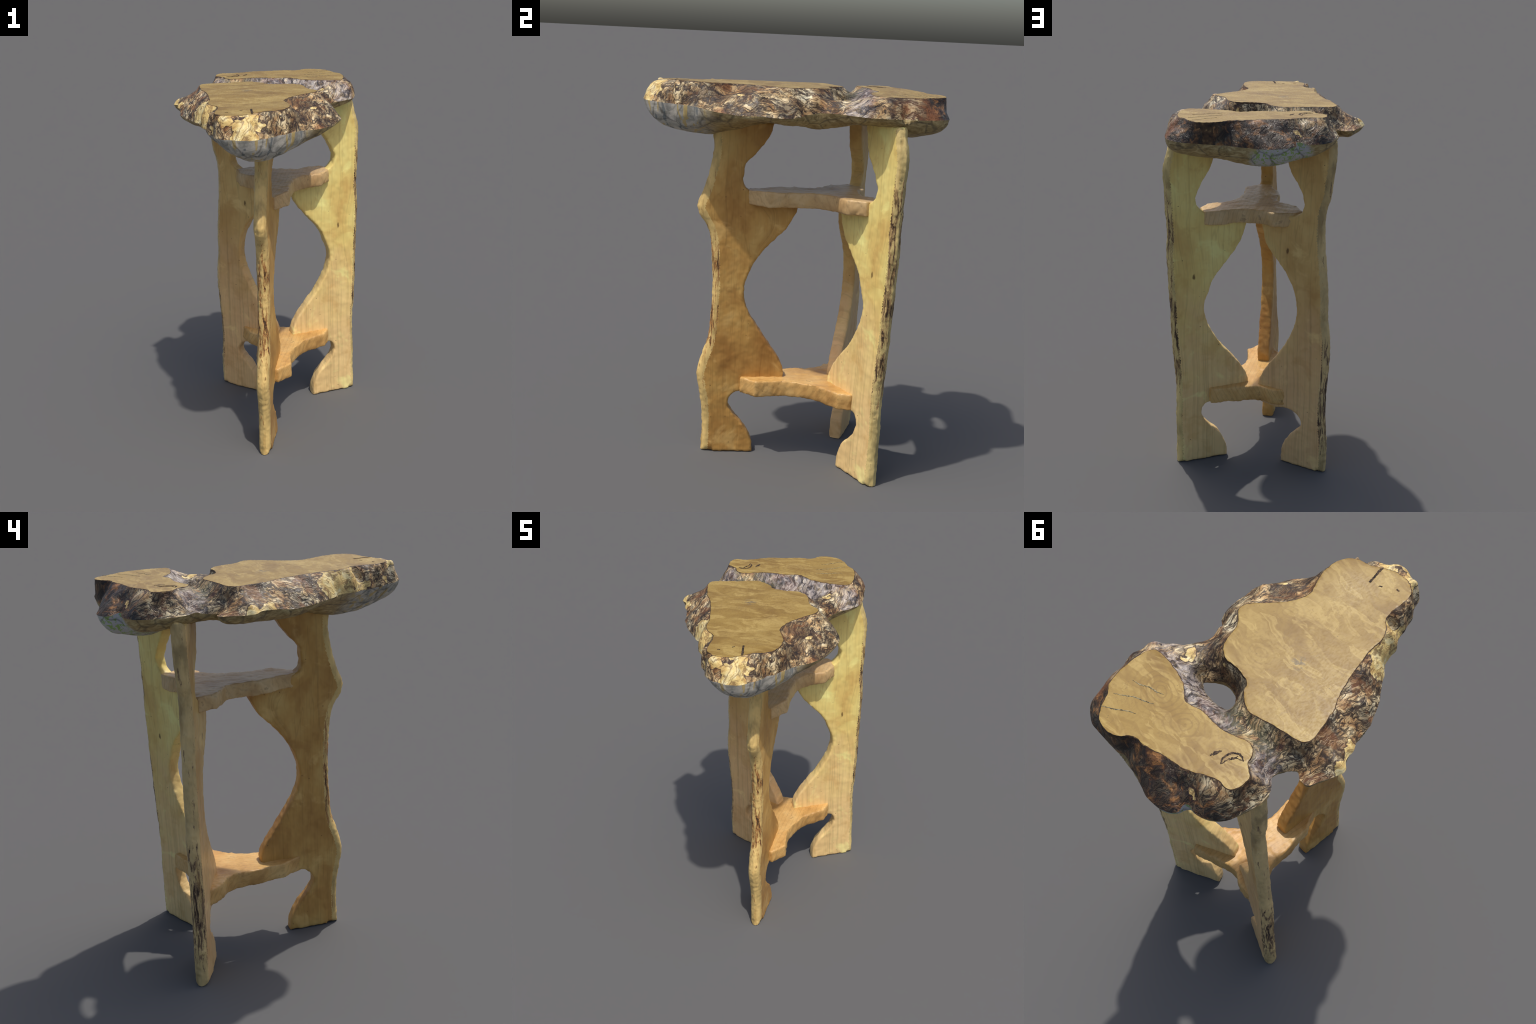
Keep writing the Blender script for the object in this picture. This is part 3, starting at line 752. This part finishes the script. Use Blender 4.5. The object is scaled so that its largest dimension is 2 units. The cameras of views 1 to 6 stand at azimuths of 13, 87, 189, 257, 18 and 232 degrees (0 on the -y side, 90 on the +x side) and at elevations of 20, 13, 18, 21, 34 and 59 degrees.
def build():
    root = bpy.data.objects.new('bar_table', None)
    bpy.context.scene.collection.objects.link(root)
    root['label'] = 'tall live edge burl wood table on three sawn plank legs'
    root['category'] = 'table'
    mats = dict(
        bark=bark_material(), border=border_material(), underside=underside_material(),
        polished=polished_material([(0.02, -0.12, 0.16), (0.10, 0.04, 0.14), (-0.14, 0.05, 0.13), (0.18, -0.18, 0.12)]),
        polished_small=polished_material([(0.21, 0.46, 0.22), (0.02, 0.49, 0.15), (-0.18, 0.46, 0.10)], 0.45))
    top, zface = build_tabletop(root, mats)
    grey = crack_material('grey_crack_fill', (0.06, 0.05, 0.035), (0.34, 0.30, 0.18))
    dark = crack_material('dark_crack_fill', (0.015, 0.012, 0.012), (0.10, 0.065, 0.04))
    for pts in CRACKS:
        ribbon('crack', pts, [0.001, 0.004, 0.0035, 0.0045, 0.001], zface, grey, top)
    ribbon('slit', SLIT, [0.010, 0.011, 0.009, 0.010], zface, dark, top, 0.0015)
    for pts, wd in EYES:
        ribbon('bark_inclusion', pts, wd, zface, dark, top, 0.0012, 0.004, 0.0018)
    specs = [
        ('A', LEG_FRONT_OUT, LEG_FRONT_IN, (0.044, 0.0), (0.03, -1), 0.0345, (0.0, 0.0235),
         ((0.38, 0.185, 0.045), (0.54, 0.30, 0.080), (0.66, 0.43, 0.140)), [(0.06, 1.30, 0.10)], ((0.66, 0.46, 0.17), (0.36, 0.16, 0.05), 0.66, 1.10)),
        ('B', LEG_RIGHT_OUT, LEG_RIGHT_IN, (0.2280, 0.3446), (0.8660, 0.5000), 0.034, (0.0, 0.006),
         ((0.70, 0.46, 0.145), (0.84, 0.65, 0.215), (0.91, 0.78, 0.29)), [(0.165, 1.10, 0.03)], ((0.66, 0.50, 0.20), (0.30, 0.18, 0.08), 0.5, 1.5)),  # wood lightened toward the overexposed sunlight baked on this leg
        ('C', LEG_LEFT_OUT, LEG_LEFT_IN, (-0.146, 0.351), (-0.215, 0.080), 0.034, (0.0, 0.0),
         ((0.56, 0.33, 0.105), (0.70, 0.46, 0.165), (0.78, 0.58, 0.22)), [(0.0, 1.25, 0.02)], ((0.60, 0.43, 0.19), (0.20, 0.12, 0.07), 0.2, 0.7))]
    for i, (key, out, inn, p0, dr, half, lean, cols, knots, edge) in enumerate(specs):
        outline = out + inn
        no = len(out)
        mat = plank_material('plank_wood', *cols, knots, 1.0 + 2.3 * i, (None, (0.82, 0.54, 0.26), (0.74, 0.47, 0.23))[i], i > 0)
        lmat = live_edge_material('live_edge_wood', *edge, 1.0 + i)
        build_plank('leg', outline, [0, no - 1, no, len(outline) - 1], half, 0.009, leg_matrix(p0, dr), mat, root,
                    live=(0, no - 1), live_mat=lmat, live_radius=(0.042, 0.028, 0.028)[i], lean=lean, seed=1.0 + i, relief=0.0026, facet=0.003, floor=0.0)
    up = stretcher_material('pinkish_plank', (0.46, 0.28, 0.12), (0.60, 0.40, 0.185), (0.70, 0.51, 0.27), 1.0, 0.3)
    lo = stretcher_material('orange_plank', (0.42, 0.22, 0.065), (0.60, 0.35, 0.115), (0.70, 0.46, 0.18), 4.0, -0.5)
    for z, outl, mt, sd, thick, corners in ((1.418, STRETCHER_UPPER, up, 5.0, 0.038, [0, 1, 5, 6, 13, 14, 15, 21, 22]), (0.397, STRETCHER_LOWER, lo, 7.0, 0.043, [0, 1, 7, 8, 9, 15, 16, 23, 24])):
        # board plane is local x-z; lay it flat: local z -> world y, local y -> downwards
        build_plank('stretcher', outl, corners, thick, 0.008, Matrix(((1, 0, 0, 0), (0, 0, 1, 0), (0, -1, 0, z), (0, 0, 0, 1))), mt, root, seed=sd, relief=0.0035, facet=0.004)
    bpy.context.view_layer.update()

CRACKS = [[(0.334, 0.515), (0.295, 0.505), (0.260, 0.484), (0.221, 0.475), (0.193, 0.462)], [(0.329, 0.610), (0.297, 0.587), (0.260, 0.557), (0.213, 0.536), (0.181, 0.517)], [(0.312, 0.682), (0.260, 0.648), (0.225, 0.618), (0.189, 0.598)]]
SLIT = [(0.118, -0.630), (0.110, -0.593), (0.100, -0.563), (0.094, -0.534)]
EYES = [([(-0.208, 0.486), (-0.196, 0.468), (-0.193, 0.438), (-0.205, 0.415), (-0.227, 0.405), (-0.254, 0.412)], [0.006, 0.008, 0.008, 0.008, 0.006]),
        ([(-0.254, 0.412), (-0.228, 0.424), (-0.212, 0.438), (-0.209, 0.462), (-0.208, 0.486)], [0.003, 0.003, 0.004, 0.003, 0.003]),
        ([(-0.215, 0.450), (-0.225, 0.415)], [0.002, 0.008, 0.002]), ([(-0.152, 0.494), (-0.157, 0.469), (-0.165, 0.446)], [0.003, 0.016, 0.003]),
        ([(0.055, -0.550), (0.043, -0.561)], [0.006, 0.006]), ([(-0.006, -0.597), (-0.021, -0.599)], [0.005, 0.006])]
build()
